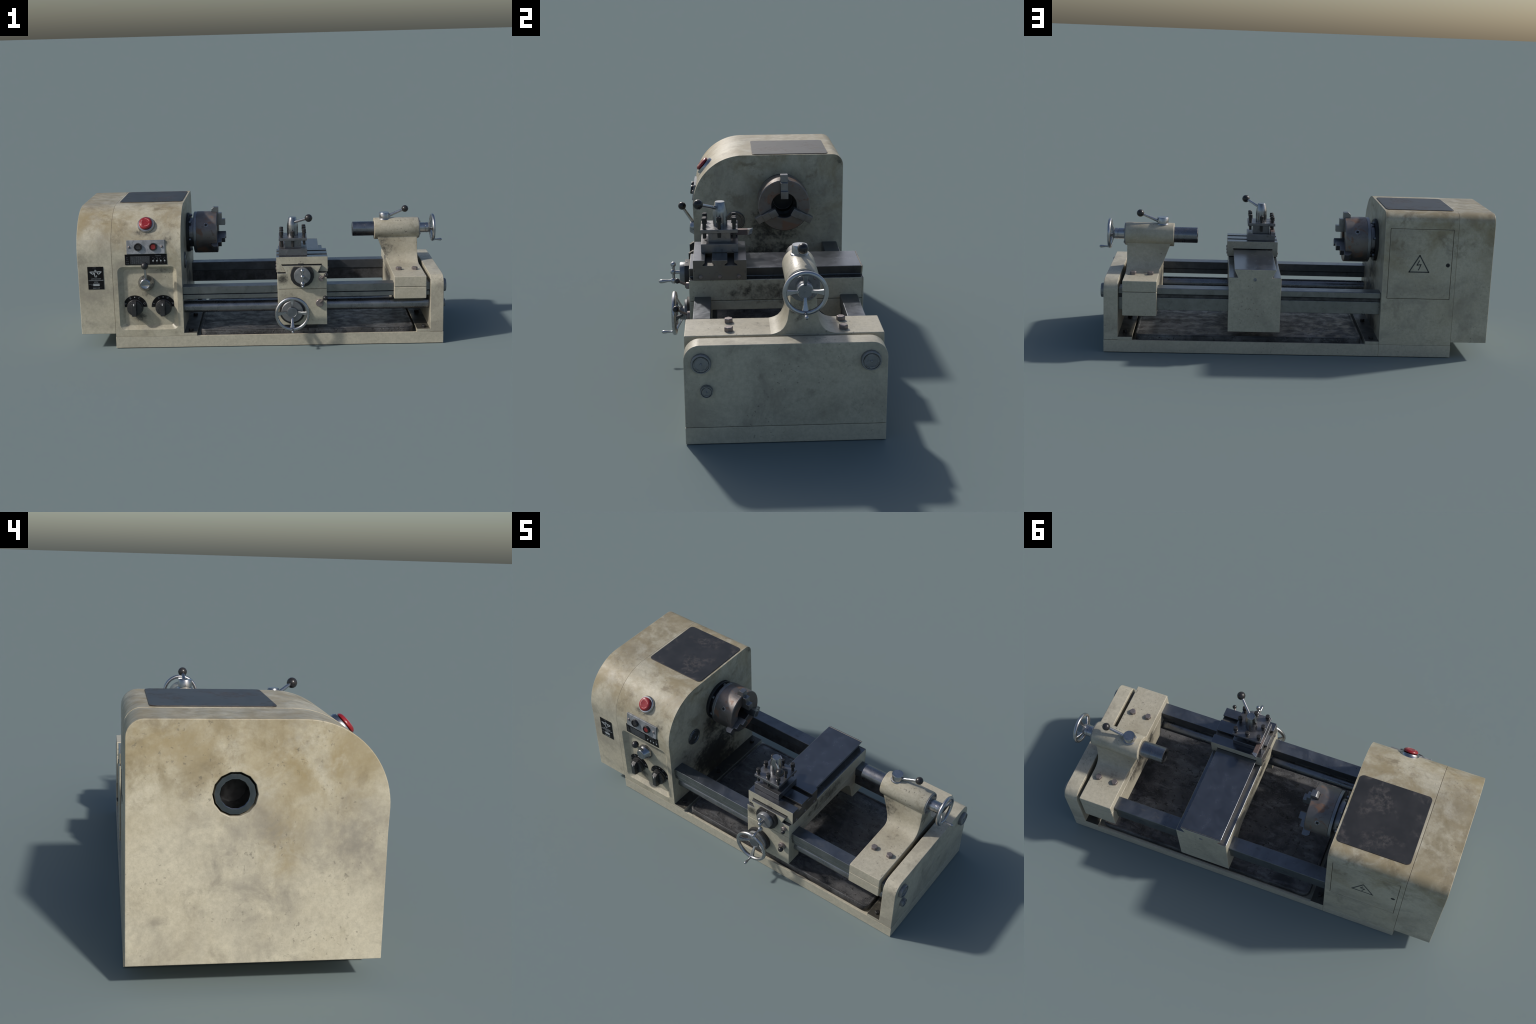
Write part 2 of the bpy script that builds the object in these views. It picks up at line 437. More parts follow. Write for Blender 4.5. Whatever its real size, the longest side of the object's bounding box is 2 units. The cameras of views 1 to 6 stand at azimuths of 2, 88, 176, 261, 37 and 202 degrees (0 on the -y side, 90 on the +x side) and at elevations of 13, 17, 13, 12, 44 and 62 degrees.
def prism(pts, axis, a, b, bm=None):
    """Extrude a 2-D outline along an axis: 'x' takes (y,z), 'y' takes (x,z), 'z' takes (x,y)."""
    put = {"x": lambda p, t: (t, p[0], p[1]), "y": lambda p, t: (p[0], t, p[1]), "z": lambda p, t: (p[0], p[1], t)}[axis]
    return loft([[put(p, a) for p in pts], [put(p, b) for p in pts]], bm)


def revolve(prof, origin, axis, n=24, bm=None, phase=0.0, closed=False):
    """Surface of revolution from (radius, height) pairs."""
    bm = bm or bmesh.new()
    mat = Matrix.Translation(origin) @ frame(axis)
    rows = []
    for r, h in prof:
        if r < 1e-6:
            rows.append([bm.verts.new(mat @ Vector((0, 0, h)))])
        else:
            rows.append([bm.verts.new(mat @ Vector((r * math.cos(phase + 2 * math.pi * i / n), r * math.sin(phase + 2 * math.pi * i / n), h))) for i in range(n)])
    pairs = list(zip(rows, rows[1:]))
    if closed:
        pairs.append((rows[-1], rows[0]))
    for a, b in pairs:
        for i in range(n):
            j = (i + 1) % n
            if len(a) == 1 and len(b) == 1:
                continue
            if len(a) == 1:
                bm.faces.new((a[0], b[i], b[j]))
            elif len(b) == 1:
                bm.faces.new((a[i], b[0], a[j]))
            else:
                bm.faces.new((a[i], b[i], b[j], a[j]))
    if not closed:
        if len(rows[0]) > 1:
            bm.faces.new(rows[0])
        if len(rows[-1]) > 1:
            bm.faces.new(rows[-1][::-1])
    return bm


def rod_between(p, q, r0, r1=None, n=14, bm=None):
    p, q = Vector(p), Vector(q)
    return revolve([(r0, 0), (r1 or r0, (q - p).length)], p, q - p, n, bm)


def ball(c, r, n=16, bm=None, squash=1.0, axis=Z):
    k = n // 2
    prof = [(r * math.sin(math.pi * i / k), -r * squash * math.cos(math.pi * i / k)) for i in range(k + 1)]
    prof[0], prof[-1] = (0, prof[0][1]), (0, prof[-1][1])
    return revolve(prof, c, axis, n, bm)


def arc(cx, cy, r, a0, a1, n):
    return [(cx + r * math.cos(math.radians(a0 + (a1 - a0) * i / n)), cy + r * math.sin(math.radians(a0 + (a1 - a0) * i / n))) for i in range(n + 1)]


def round_rect(x0, x1, y0, y1, r, n=5):
    return (arc(x1 - r, y0 + r, r, -90, 0, n) + arc(x1 - r, y1 - r, r, 0, 90, n) +
            arc(x0 + r, y1 - r, r, 90, 180, n) + arc(x0 + r, y0 + r, r, 180, 270, n))


def hex_bolt(r, h, chamfer=0.15):
    return revolve([(r, 0), (r, h * (1 - chamfer)), (r * 0.86, h)], (0, 0, 0), Z, 6)


def lettering(name, body, size, at, parent, mat="ink", rot=(math.pi / 2, 0, 0), align="CENTER", depth=0.0006, stretch=1.0):
    cu = bpy.data.curves.new(name, "FONT")
    cu.body = body
    cu.size = size
    cu.align_x = align
    cu.align_y = "CENTER"
    cu.extrude = depth
    cu.resolution_u = 3
    t = bpy.data.objects.new(name, cu)
    COLL.objects.link(t)
    t.matrix_basis = Matrix.Translation(at) @ (rot if isinstance(rot, Matrix) else Matrix.Rotation(rot[0], 4, "X") @ Matrix.Rotation(rot[2], 4, "Z")) @ Matrix.Diagonal((stretch, 1, 1, 1))
    bpy.context.view_layer.update()
    me = bpy.data.meshes.new_from_object(t.evaluated_get(bpy.context.evaluated_depsgraph_get()))
    me.name = name
    me.materials.clear()
    me.materials.append(M[mat])
    o = bpy.data.objects.new(name, me)
    o.matrix_basis = t.matrix_basis
    bpy.data.objects.remove(t, do_unlink=True)
    COLL.objects.link(o)
    o.parent = parent
    return o


def strips(polys, width, y, depth, bm=None):
    """Thin raised strokes in an xz plane at y (facing -y when depth < 0)."""
    bm = bm or bmesh.new()
    for pts in polys:
        for (x0, z0), (x1, z1) in zip(pts, pts[1:]):
            d = Vector((x1 - x0, z1 - z0)).normalized()
            nrm = Vector((-d.y, d.x)) * width / 2
            e = d * width * 0.4
            a, b = Vector((x0, z0)) - e, Vector((x1, z1)) + e
            prism([tuple(a + nrm), tuple(a - nrm), tuple(b - nrm), tuple(b + nrm)], "y", y, y + depth, bm)
    return bm


def by_normal(o, rule):
    """Assign material slots from face normals."""
    for f in o.data.polygons:
        f.material_index = rule(f.normal, f.center)


AX_Y, AX_Z = 0.130, 0.550           # spindle and tailstock axis
FRONT, BACK = -0.288, 0.4165        # faces of the castings

# ===================================================================== base
def shell_profile(z0, inset=0.0):
    """Side outline of headstock and gear cover (y,z): big round front shoulder, small rear one."""
    p = [(BACK - inset, z0), ] + arc(0.3665, 0.700, 0.050 - inset, 0, 90, 7)
    p += arc(-0.050, 0.510, 0.240 - inset, 90, 180, 22)
    p[-1] = (-0.290 + inset, 0.510)
    p += [(FRONT + inset, 0.44), (FRONT + inset, z0)]
    return p


pocket = cutter(prism(round_rect(-0.376, 0.808, -0.276, 0.404, 0.01), "z", 0.044, 0.08), "base")
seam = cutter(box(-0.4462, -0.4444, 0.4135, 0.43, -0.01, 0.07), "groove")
base = add("base", box(-0.816, 0.948, FRONT, BACK, 0.0, 0.0615), "base", bevel=0.003, cut=[pocket, seam])

tray = add("chip_tray", prism(round_rect(-0.358, 0.792, -0.266, 0.396, 0.032, 6), "z", 0.044, 0.0845), "tray", bevel=0.009, seg=3)
# rolled lip round the tray
outer = round_rect(-0.358, 0.792, -0.266, 0.396, 0.032, 6)
inner = round_rect(-0.347, 0.781, -0.255, 0.385, 0.025, 6)
lip = loft([[(x, y, 0.080) for x, y in outer], [(x, y, 0.088) for x, y in outer],
            [(x, y, 0.088) for x, y in inner], [(x, y, 0.080) for x, y in inner]], wrap=True)
add("tray_lip", lip, "tray", tray, bevel=0.003)

# ================================================================= headstock
recess = cutter(loft([[(x, -0.300, z) for x, z in round_rect(-0.803, -0.460, 0.087, 0.464, 0.036, 6)],
                      [(x, -0.289, z) for x, z in round_rect(-0.791, -0.472, 0.100, 0.451, 0.030, 6)],
                      [(x, -0.268, z) for x, z in round_rect(-0.760, -0.496, 0.120, 0.432, 0.022, 6)]]))
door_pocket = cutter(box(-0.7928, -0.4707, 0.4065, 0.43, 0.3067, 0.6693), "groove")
head = add("headstock", prism(shell_profile(0.063), "x", -0.8141, -0.4455), "head", bevel=0.0028, seg=2, cut=[recess, door_pocket])
foot = add("foot_flange", box(-0.449, -0.3755, FRONT, BACK, 0.0615, 0.0785), "oily", head, bevel=0.002)
bolt0 = add("flange_bolt", hex_bolt(0.013, 0.014), "black_bolt", foot, bevel=0.001)
bolt0.location = (-0.411, -0.243, 0.078)
for y in (0.056, 0.368):
    copy_of(bolt0, Matrix.Translation((-0.411, y, 0.078)) @ Matrix.Rotation(random.random(), 4, "Z"))

add("top_mat", prism(round_rect(-0.803, -0.457, -0.009, 0.346, 0.020, 5), "z", 0.749, 0.7535), "mat", head, bevel=0.0012)

door = add("access_door", box(-0.7900, -0.4735, 0.4080, BACK + 0.0004, 0.3095, 0.6665), "head", head, bevel=0.0015)
sign = strips([[(-0.6265, 0.534), (-0.6765, 0.448), (-0.5765, 0.448), (-0.6265, 0.534)]], 0.0055, BACK + 0.0002, 0.0012)
strips([[(-0.6260, 0.507), (-0.6150, 0.484), (-0.6350, 0.487), (-0.6240, 0.459)]], 0.0045, BACK + 0.0002, 0.0012, sign)
add("warning_sign", sign, "sign", head)
lock = revolve([(0.0105, 0), (0.0105, 0.0008), (0.0085, 0.0012), (0.006, 0.0012), (0.0055, 0.0004), (0, 0.0004)], (-0.772, BACK, 0.486), Y, 14)
add("door_lock", lock, "black_iron", head)

# oil sight / blanking disc on the working side
disc = revolve([(0.046, -0.002), (0.046, 0.004), (0.0435, 0.006), (0.039, 0.006), (0.037, 0.002), (0.033, 0.002), (0.031, 0.0045), (0.014, 0.0045), (0.012, 0.002), (0, 0.002)],
               (-0.4455, -0.092, 0.438), X, 20)
add("blanking_disc", disc, "disc", head, angle=25)

# ================================================================ gear cover
bore = cutter(revolve([(0.0605, 0), (0.0605, 0.12)], (-1.02, AX_Y, AX_Z), X, 14), "dark")
cover = add("gear_cover", prism(shell_profile(0.080, 0.0007), "x", -1.000, -0.8150), "gear", bevel=0.0026, seg=2, cut=[bore])
tube = revolve([(0.055, 0.0), (0.0565, 0.003), (0.0565, 0.10), (0.0395, 0.10), (0.0395, 0.002), (0.0415, 0.0)],
               (-0.996, AX_Y, AX_Z), X, 14, closed=True)
add("spindle_bore", tube, ["bore"], cover, angle=40)
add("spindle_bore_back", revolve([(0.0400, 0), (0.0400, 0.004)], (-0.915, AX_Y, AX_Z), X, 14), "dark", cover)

# maker's plate: emblem and lines of lettering
PX, PY = -0.9065, FRONT - 0.0016
plate = add("maker_plate", box(-0.9485, -0.8640, FRONT - 0.0014, FRONT + 0.004, 0.3305, 0.4545), "plate", cover, bevel=0.0005)
emb = [[(PX - 0.031, 0.4265), (PX - 0.012, 0.4125), (PX, 0.4375), (PX + 0.016, 0.4125), (PX + 0.033, 0.4275)],
       [(PX - 0.031, 0.4265), (PX + 0.033, 0.4275)], [(PX - 0.0055, 0.4255), (PX - 0.0035, 0.3995)],
       [(PX - 0.0035, 0.3995), (PX + 0.0055, 0.3995), (PX + 0.0055, 0.4055)]]
add("emblem", strips(emb, 0.0046, PY + 0.0004, -0.0008), "ink", cover)
for body, size, z, dx, mm in (("СССР", 0.0065, 0.4485, -0.005, "ink_dim"), ("АСТРАХАНСКИЙ", 0.0062, 0.3880, 0.002, "ink"),
                              ("СТАНКОСТРОИТЕЛЬНЫЙ", 0.0062, 0.3795, 0.001, "ink"), ("ЗАВОД", 0.0062, 0.3705, 0.001, "ink"),
                              ("МОДЕЛЬ", 0.0050, 0.3585, -0.027, "ink_dim"), ("№", 0.0060, 0.3525, -0.021, "ink_dim"),
                              ("MADE IN USSR", 0.0056, 0.3375, 0.001, "ink")):
    lettering("plate_lettering", body, size, (PX + dx, PY, z), cover, mm)
add("number_field", box(PX - 0.015, PX + 0.019, PY - 0.0004, PY + 0.001, 0.3565, 0.3620), "ink", cover)
add("number_field", box(PX - 0.015, PX + 0.019, PY - 0.0004, PY + 0.001, 0.3495, 0.3550), "ink", cover)

# ============================================================= control panel
tilt = Matrix.Translation((-0.631, -0.289, 0.558)) @ Matrix.Rotation(math.radians(-8.5), 4, "X")
PF = -0.0015                      # panel front in its own frame


def on_panel(bm):
    bmesh.ops.transform(bm, matrix=tilt, verts=bm.verts)
    return bm


panel = add("control_panel", on_panel(box(-0.102, 0.102, PF, 0.018, -0.038, 0.036)), "alu", bevel=0.0015)
for px, mm in ((-0.040, "bakelite"), (0.041, "red_dark")):
    ring = revolve([(0.0215, 0.0), (0.0215, 0.009), (0.0195, 0.0125), (0.0165, 0.0125), (0.0155, 0.007)], (px, PF, 0.0), -Y, 18)
    add("button_ring", on_panel(ring), "bakelite", panel, angle=40)
    cap = revolve([(0.0154, 0.0), (0.0154, 0.0085), (0.013, 0.0105), (0.006, 0.0098), (0, 0.0095)], (px, PF, 0.0), -Y, 18)
    add("push_button", on_panel(cap), mm, panel, angle=40)
for px in (-0.088, 0.086):
    add("panel_screw", on_panel(ball((px, PF - 0.001, 0.0), 0.0068, 12, None, 0.7, Y)), "bolt", panel)

# feed and thread table plate under the panel
tab = add("feed_table_plate", box(-0.7445, -0.5205, FRONT - 0.0030, FRONT + 0.01, 0.4615, 0.5185), "plate", bevel=0.0006)
TY = FRONT - 0.0032
grid = bmesh.new()
for i in range(9):
    z = 0.4665 + i * 0.0050
    prism([(-0.715, z), (-0.612, z), (-0.612, z + 0.0010), (-0.715, z + 0.0010)], "y", TY, TY + 0.0006, grid)
for i in range(10):
    x = -0.715 + i * 0.0113
    prism([(x, 0.4665), (x + 0.001, 0.4665), (x + 0.001, 0.5072), (x, 0.5072)], "y", TY - 0.0002, TY + 0.0006, grid)
add("table_grid", grid, "ink_dim", tab, kind="stuff")
rnd = random.Random(3)
for r in range(8):
    row = " ".join("%.2f" % rnd.uniform(0.1, 4.5) for _ in range(9))
    lettering("table_figures", row, 0.0058, (-0.6635, TY - 0.0001, 0.4695 + r * 0.0050), tab, "ink_dim", stretch=0.93)
for body, x, z in (("A B", -0.731, 0.469), ("C D", -0.731, 0.480), ("I II", -0.731, 0.4905), ("III", -0.733, 0.501)):
    lettering("table_lettering", body, 0.008, (x, TY, z), tab, "ink_dim")
lettering("table_lettering", "Смазка", 0.0085, (-0.567, TY, 0.510), tab, "ink_dim")
for i, body in enumerate(("1", "2", "3", "4")):
    x = -0.594 + i * 0.0205
    add("lever_symbol", revolve([(0.0043, 0), (0.0043, 0.0008)], (x, TY + 0.0004, 0.482), -Y, 12), "ink", tab)
    dx = (0.008, 0.005, -0.008, -0.005)[i]
    add("lever_symbol", strips([[(x, 0.482), (x + dx, 0.4955)]], 0.0018, TY + 0.0004, -0.0007), "ink_dim", tab)
    lettering("table_lettering", body, 0.007, (x, TY, 0.4705), tab, "ink_dim")
    lettering("table_lettering", ("0.1", "0.2", "0.4", "0.8")[i], 0.006, (x, TY, 0.500), tab, "ink_dim")

# ============================================================ emergency stop
ea = math.radians(40.5)
en = Vector((0, -math.cos(ea), math.sin(ea)))
ep = Vector((-0.631, -0.050, 0.510)) + en * 0.2385
stop = add("emergency_stop", revolve([(0.046, -0.006), (0.046, 0.007), (0.042, 0.013), (0.030, 0.014), (0.028, 0.010), (0, 0.010)], ep, en, 28), "bright", angle=35)
add("stop_stem", revolve([(0.025, 0.0), (0.025, 0.014)], ep, en, 20), "dark", stop)
add("stop_button", revolve([(0.026, 0.0150), (0.033, 0.0155), (0.0362, 0.0175), (0.0362, 0.0205), (0.033, 0.0255), (0.027, 0.0285), (0.022, 0.0287), (0.0185, 0.0283), (0, 0.0283)], ep, en, 28), "red", stop, angle=50)
fr = Matrix.Translation(ep) @ frame(en)
arrows = bmesh.new()
for k in range(3):
    a0 = 20 + 120 * k
    ringo, ringi = arc(0, 0, 0.0232, a0, a0 + 82, 9), arc(0, 0, 0.0205, a0, a0 + 82, 9)
    o2 = ringo + ringi[::-1]
    loft([[fr @ Vector((x, y, 0.0280)) for x, y in o2], [fr @ Vector((x, y, 0.0293)) for x, y in o2]], arrows)
add("stop_arrow", arrows, "pink", stop)

# ================================================= speed lever and selectors
hub = revolve([(0.0435, 0.0), (0.0445, 0.005), (0.0440, 0.011), (0.0405, 0.020), (0.0345, 0.030), (0.0290, 0.041), (0.0270, 0.0450), (0.0225, 0.0465), (0.0210, 0.0455), (0, 0.0455)],
              (-0.6385, -0.2675, 0.3570), Vector((-0.03, -1, 0.05)), 28)
lever = add("speed_lever", hub, "galv", angle=50)
add("lever_arm", rod_between((-0.637, -0.290, 0.372), (-0.632, -0.347, 0.462), 0.0085, 0.0068), "bright", lever)
add("lever_ball", ball((-0.632, -0.349, 0.468), 0.0195, 16), "bakelite", lever)

for kx, kz, names in ((-0.7060, 0.2205, ("A", "B", "C", "D")), (-0.5525, 0.2195, ("I", "II", "III", "IV"))):
    knob = revolve([(0.0445, 0.0), (0.0445, 0.004), (0.041, 0.006), (0.0425, 0.018), (0.0400, 0.026), (0.034, 0.028), (0, 0.028)], (kx, -0.2680, kz), -Y, 28)
    knob = add("selector_knob", knob, "knob", angle=35)
    prof = [(-0.042, 0.010), (-0.0425, 0.036), (-0.036, 0.0525), (0.030, 0.0525), (0.043, 0.034), (0.043, 0.010)]  # (z, out)
    g = prism([(p[0] + kz, p[1]) for p in prof], "x", kx - 0.0125, kx + 0.0125)
    for v in g.verts:                       # prism gives (x, z, out): turn 'out' towards -y
        v.co = Vector((v.co.x, -0.268 - v.co.z, v.co.y))
    add("knob_grip", g, "knob", knob, bevel=0.002)
    add("index_mark", prism([(kx - 0.0025, kz + 0.022), (kx + 0.0025, kz + 0.022), (kx + 0.0025, kz + 0.033), (kx - 0.0025, kz + 0.033)], "y", -0.3214, -0.3190), "mark", knob)
    half = arc(kx, kz + 0.003, 0.0645, 0, 180, 24) + [(kx - 0.036, kz + 0.003), (kx + 0.036, kz + 0.003)]
    dial = add("dial_plate", prism(half, "y", -0.2695, -0.2660), "plate", knob)
    for i, nm in enumerate(names):
        th = math.radians((160, 116, 64, 20)[i])
        at = (kx + 0.054 * math.cos(th), -0.2698, kz + 0.003 + 0.054 * math.sin(th))
        rot = Matrix.Rotation(math.pi / 2, 4, "X") @ Matrix.Rotation(th - math.pi / 2, 4, "Z")
        lettering("dial_lettering", nm, 0.016, at, knob, "ink_dim", rot)
    add("dial_dot", revolve([(0.0026, 0), (0.0026, 0.0008)], (kx, -0.2693, kz + 0.0575), -Y, 10), "mark", knob)

# ========================================================= spindle and chuck
sp = revolve([(0.083, 0.0), (0.083, 0.060)], (-0.455, AX_Y, AX_Z), X, 36)
spindle = add("spindle", sp, "spindle")
fl = revolve([(0.111, -0.004), (0.111, 0.013), (0.108, 0.016), (0.084, 0.016), (0.082, 0.0)], (-0.4455, AX_Y, AX_Z), X, 36, closed=True)
add("spindle_flange", fl, "black_iron", spindle, angle=40)
fb = add("flange_screw", hex_bolt(0.0085, 0.012, 0.2), "chuck_rim", spindle, bevel=0.0006)
for k in range(6):
    a = math.radians(15 + 60 * k)
    m = Matrix.Translation((-0.430, AX_Y + 0.097 * math.cos(a), AX_Z + 0.097 * math.sin(a))) @ frame(X)
    if k:
        copy_of(fb, m)
    else:
        fb.matrix_basis = m

body = revolve([(0.112, 0.0), (0.1175, 0.003), (0.1175, 0.016), (0.1165, 0.0175), (0.1182, 0.019), (0.1182, 0.130), (0.1150, 0.1335),
                (0.0600, 0.1335), (0.0575, 0.131), (0.0575, 0.060), (0.046, 0.056), (0.046, 0.010), (0, 0.010)], (-0.4055, AX_Y, AX_Z), X, 48)
sockets = []
for k in range(3):
    a = math.radians(30 + 120 * k)
    d = Vector((0, math.cos(a), math.sin(a)))
    p = Vector((-0.3325, AX_Y, AX_Z)) + d * 0.1172
    sockets.append(cutter(revolve([(0.0150, 0), (0.0150, 0.01)], p, d, 16)))
slots = [cutter((lambda bm, m: (bmesh.ops.transform(bm, matrix=m, verts=bm.verts), bm)[1])(
    box(-0.306, -0.26, -0.0178, 0.0178, 0.03, 0.15), Matrix.Translation((0, AX_Y, AX_Z)) @ Matrix.Rotation(math.radians(a), 4, "X")), "dark") for a in (0, 120, 240)]
chuck = add("chuck", body, ["chuck", "chuck_rim", "dark"], angle=30, cut=sockets + slots)
for f in chuck.data.polygons:
    c = f.center
    r = math.hypot(c.y - AX_Y, c.z - AX_Z)
    if c.x < -0.388:
        f.material_index = 1
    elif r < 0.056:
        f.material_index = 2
for k in range(3):
    a = math.radians(30 + 120 * k)
    d = Vector((0, math.cos(a), math.sin(a)))
    p = Vector((-0.3325, AX_Y, AX_Z)) + d * 0.1140
    s = revolve([(0.0125, -0.004), (0.0125, 0.0030), (0.0115, 0.0038), (0.0090, 0.0038)], p, d, 16)
    s = add("key_socket", s, "chuck_rim", chuck, angle=40)
    add("key_hole", revolve([(0.0092, 0), (0.0092, 0.0006)], p + d * 0.0036, d, 4, phase=0.6 + k), "dark", chuck)

# stepped jaw: radial profile in (x, r), rounded nose towards the centre
jaw_steps = [(-0.304, 0.040), (-0.229, 0.040), (-0.229, 0.074), (-0.2475, 0.074), (-0.2475, 0.109), (-0.2665, 0.109), (-0.2665, 0.143),
             (-0.292, 0.1445), (-0.304, 0.133)]
jm = prism([(x, r) for x, r in jaw_steps], "y", -0.0168, 0.0168)
nose = cutter(prism([(-0.03, 0.03), (0.03, 0.03), (0.03, 0.058), (0.0172, 0.058)] + [(0.0172 * math.cos(t), 0.058 - 0.018 * math.sin(t)) for t in [math.pi * i / 10 for i in range(11)]] + [(-0.0172, 0.058), (-0.03, 0.058)], "x", -0.33, -0.2))
jaw = add("jaw", jm, "jaw", chuck, bevel=0.0012, seg=1, cut=[nose])
for k in range(3):
    m = Matrix.Translation((0, AX_Y, AX_Z)) @ Matrix.Rotation(math.radians(120 * k), 4, "X")
    if k:
        copy_of(jaw, m)
    else:
        jaw.matrix_basis = m
# dark disc across the chuck bore
add("chuck_bore", revolve([(0.0440, 0), (0.0440, 0.002)], (-0.394, AX_Y, AX_Z), X, 24), "black_iron", chuck)

# ================================================================ bed rails
front_rail = [(-0.266, 0.289), (-0.266, 0.329), (-0.200, 0.329), (-0.200, 0.289), (-0.205, 0.286), (-0.205, 0.260), (-0.262, 0.260), (-0.262, 0.2835), (-0.255, 0.2845), (-0.255, 0.2885)]
rail = add("bed_rail", prism(front_rail, "x", -0.446, 0.878), ["rail", "rail_face"], bevel=0.0018)
by_normal(rail, lambda n, c: 1 if n.y < -0.5 and c.y < -0.259 else 0)
rear_rail = [(0.319, 0.276), (0.319, 0.328), (0.390, 0.328), (0.390, 0.2975), (0.382, 0.2925), (0.379, 0.276)]
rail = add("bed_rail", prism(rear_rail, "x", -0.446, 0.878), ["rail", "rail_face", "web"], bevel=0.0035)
by_normal(rail, lambda n, c: (1 if c.z > 0.297 else 2) if n.y > 0.3 else 0)  # undercut gets the darkest slot, a dark band below the rail lip
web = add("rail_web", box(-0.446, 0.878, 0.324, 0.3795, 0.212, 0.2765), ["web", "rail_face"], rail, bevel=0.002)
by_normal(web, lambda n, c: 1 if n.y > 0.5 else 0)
add("feed_rod", revolve([(0.033, 0), (0.033, 1.324)], (-0.446, -0.211, 0.206), X, 20), "rod", angle=40)

# ============================================================== end bracket
eb = [(FRONT, 0.0625), (BACK, 0.0625)] + arc(BACK - 0.056, 0.3135, 0.056, 0, 90, 8) + arc(FRONT + 0.056, 0.3135, 0.056, 90, 180, 8)
bracket = add("end_bracket", prism(eb, "x", 0.8770, 0.9475), "endb", bevel=0.003)
foot = add("foot_flange", box(0.8065, 0.879, FRONT, BACK, 0.0615, 0.0790), "oily", bracket, bevel=0.002)
for y in (-0.255, 0.040, 0.335):
    copy_of(bolt0, Matrix.Translation((0.847, y, 0.0785)) @ Matrix.Rotation(random.random(), 4, "Z"), foot)
for y, z, r in ((-0.228, 0.306, 0.0355), (0.3565, 0.305, 0.0360), (-0.211, 0.203, 0.0225)):
    k = r / 0.036
    c = revolve([(r, -0.002), (r, 0.013), (r * 0.94, 0.0170), (r * 0.85, 0.0170), (r * 0.82, 0.0120), (r * 0.76, 0.0115), (r * 0.73, 0.0150),
                 (r * 0.62, 0.0150), (r * 0.60, 0.0135), (r * 0.13, 0.0140), (r * 0.10, 0.018), (0, 0.0205)],
                (0.9475, y, z), X, 16)
    cap = add("rail_cap", c, "cap", bracket, angle=22)
    seg = bmesh.new()
    for q in range(4):
        a0 = 90 * q + 22 + 10 * k
        o2 = arc(y, z, r * 0.73, a0, a0 + 46, 8) + arc(y, z, r * 0.64, a0 + 46, a0, 8)
        prism(o2, "x", 0.9475 + 0.0148, 0.9475 + 0.0153, seg)
    add("cap_groove", seg, "disc", bracket)  # thin raised dark arcs on the cap face

# ================================================================= carriage
CX0, CX1 = 0.0640, 0.3270
# saddle with dovetail ridge
sad = [(CX0, 0.311), (CX1, 0.311), (CX1, 0.3985), (0.281, 0.3985), (0.301, 0.4395), (0.089, 0.4395), (0.111, 0.3985), (CX0, 0.3985)]
carriage = add("carriage", prism(sad, "y", -0.2865, 0.4085), ["carr", "slide", "slide_side"], bevel=0.0036, seg=3)
by_normal(carriage, lambda n, c: 1 if n.z > 0.5 else (2 if n.z < -0.1 and c.z > 0.38 else 0))
apr = ([(-0.2865, 0.3095), (-0.2865, 0.1130), (-0.1980, 0.1130), (-0.1960, 0.272), (0.190, 0.272)] +
       [(0.235, 0.262), (0.268, 0.235), (0.287, 0.184), (0.294, 0.140), (0.310, 0.1175), (0.4085, 0.1165), (0.4085, 0.3095)])
apron = add("apron", prism(apr, "x", CX0 + 0.0005, CX1 - 0.0005), "carr", carriage, bevel=0.0022)
bp = [(CX0, 0.1160), (CX1, 0.1160)] + sad[2:]
back = add("back_plate", prism(bp, "y", 0.4083, 0.4145), ["carr", "slide"], carriage, bevel=0.0022)
by_normal(back, lambda n, c: 1 if n.z > 0.5 else 0)
add("oil_cup", revolve([(0.0085, -0.001), (0.0085, 0.002), (0.006, 0.003), (0.004, 0.001), (0, 0.0025)], (0.196, 0.4145, 0.389), Y, 14), "cap", carriage)

# small locking levers on the apron
for cx, cz, r, kx, ky, kz, kr in ((0.297, 0.368, 0.0140, 0.321, -0.333, 0.396, 0.0108), (0.2870, 0.234, 0.0205, 0.315, -0.343, 0.274, 0.0138)):
    lk = add("lock_lever", revolve([(r, -0.001), (r, 0.011), (r * 0.9, 0.013), (0, 0.013)], (cx, -0.2865, cz), -Y, 18), "bolt", angle=40)
    add("lever_arm", rod_between((cx, -0.290, cz), (kx, ky, kz), 0.0062, 0.0050, 10), "bolt", lk)
    add("lever_ball", ball((kx, ky, kz), kr, 14), "bakelite", lk)


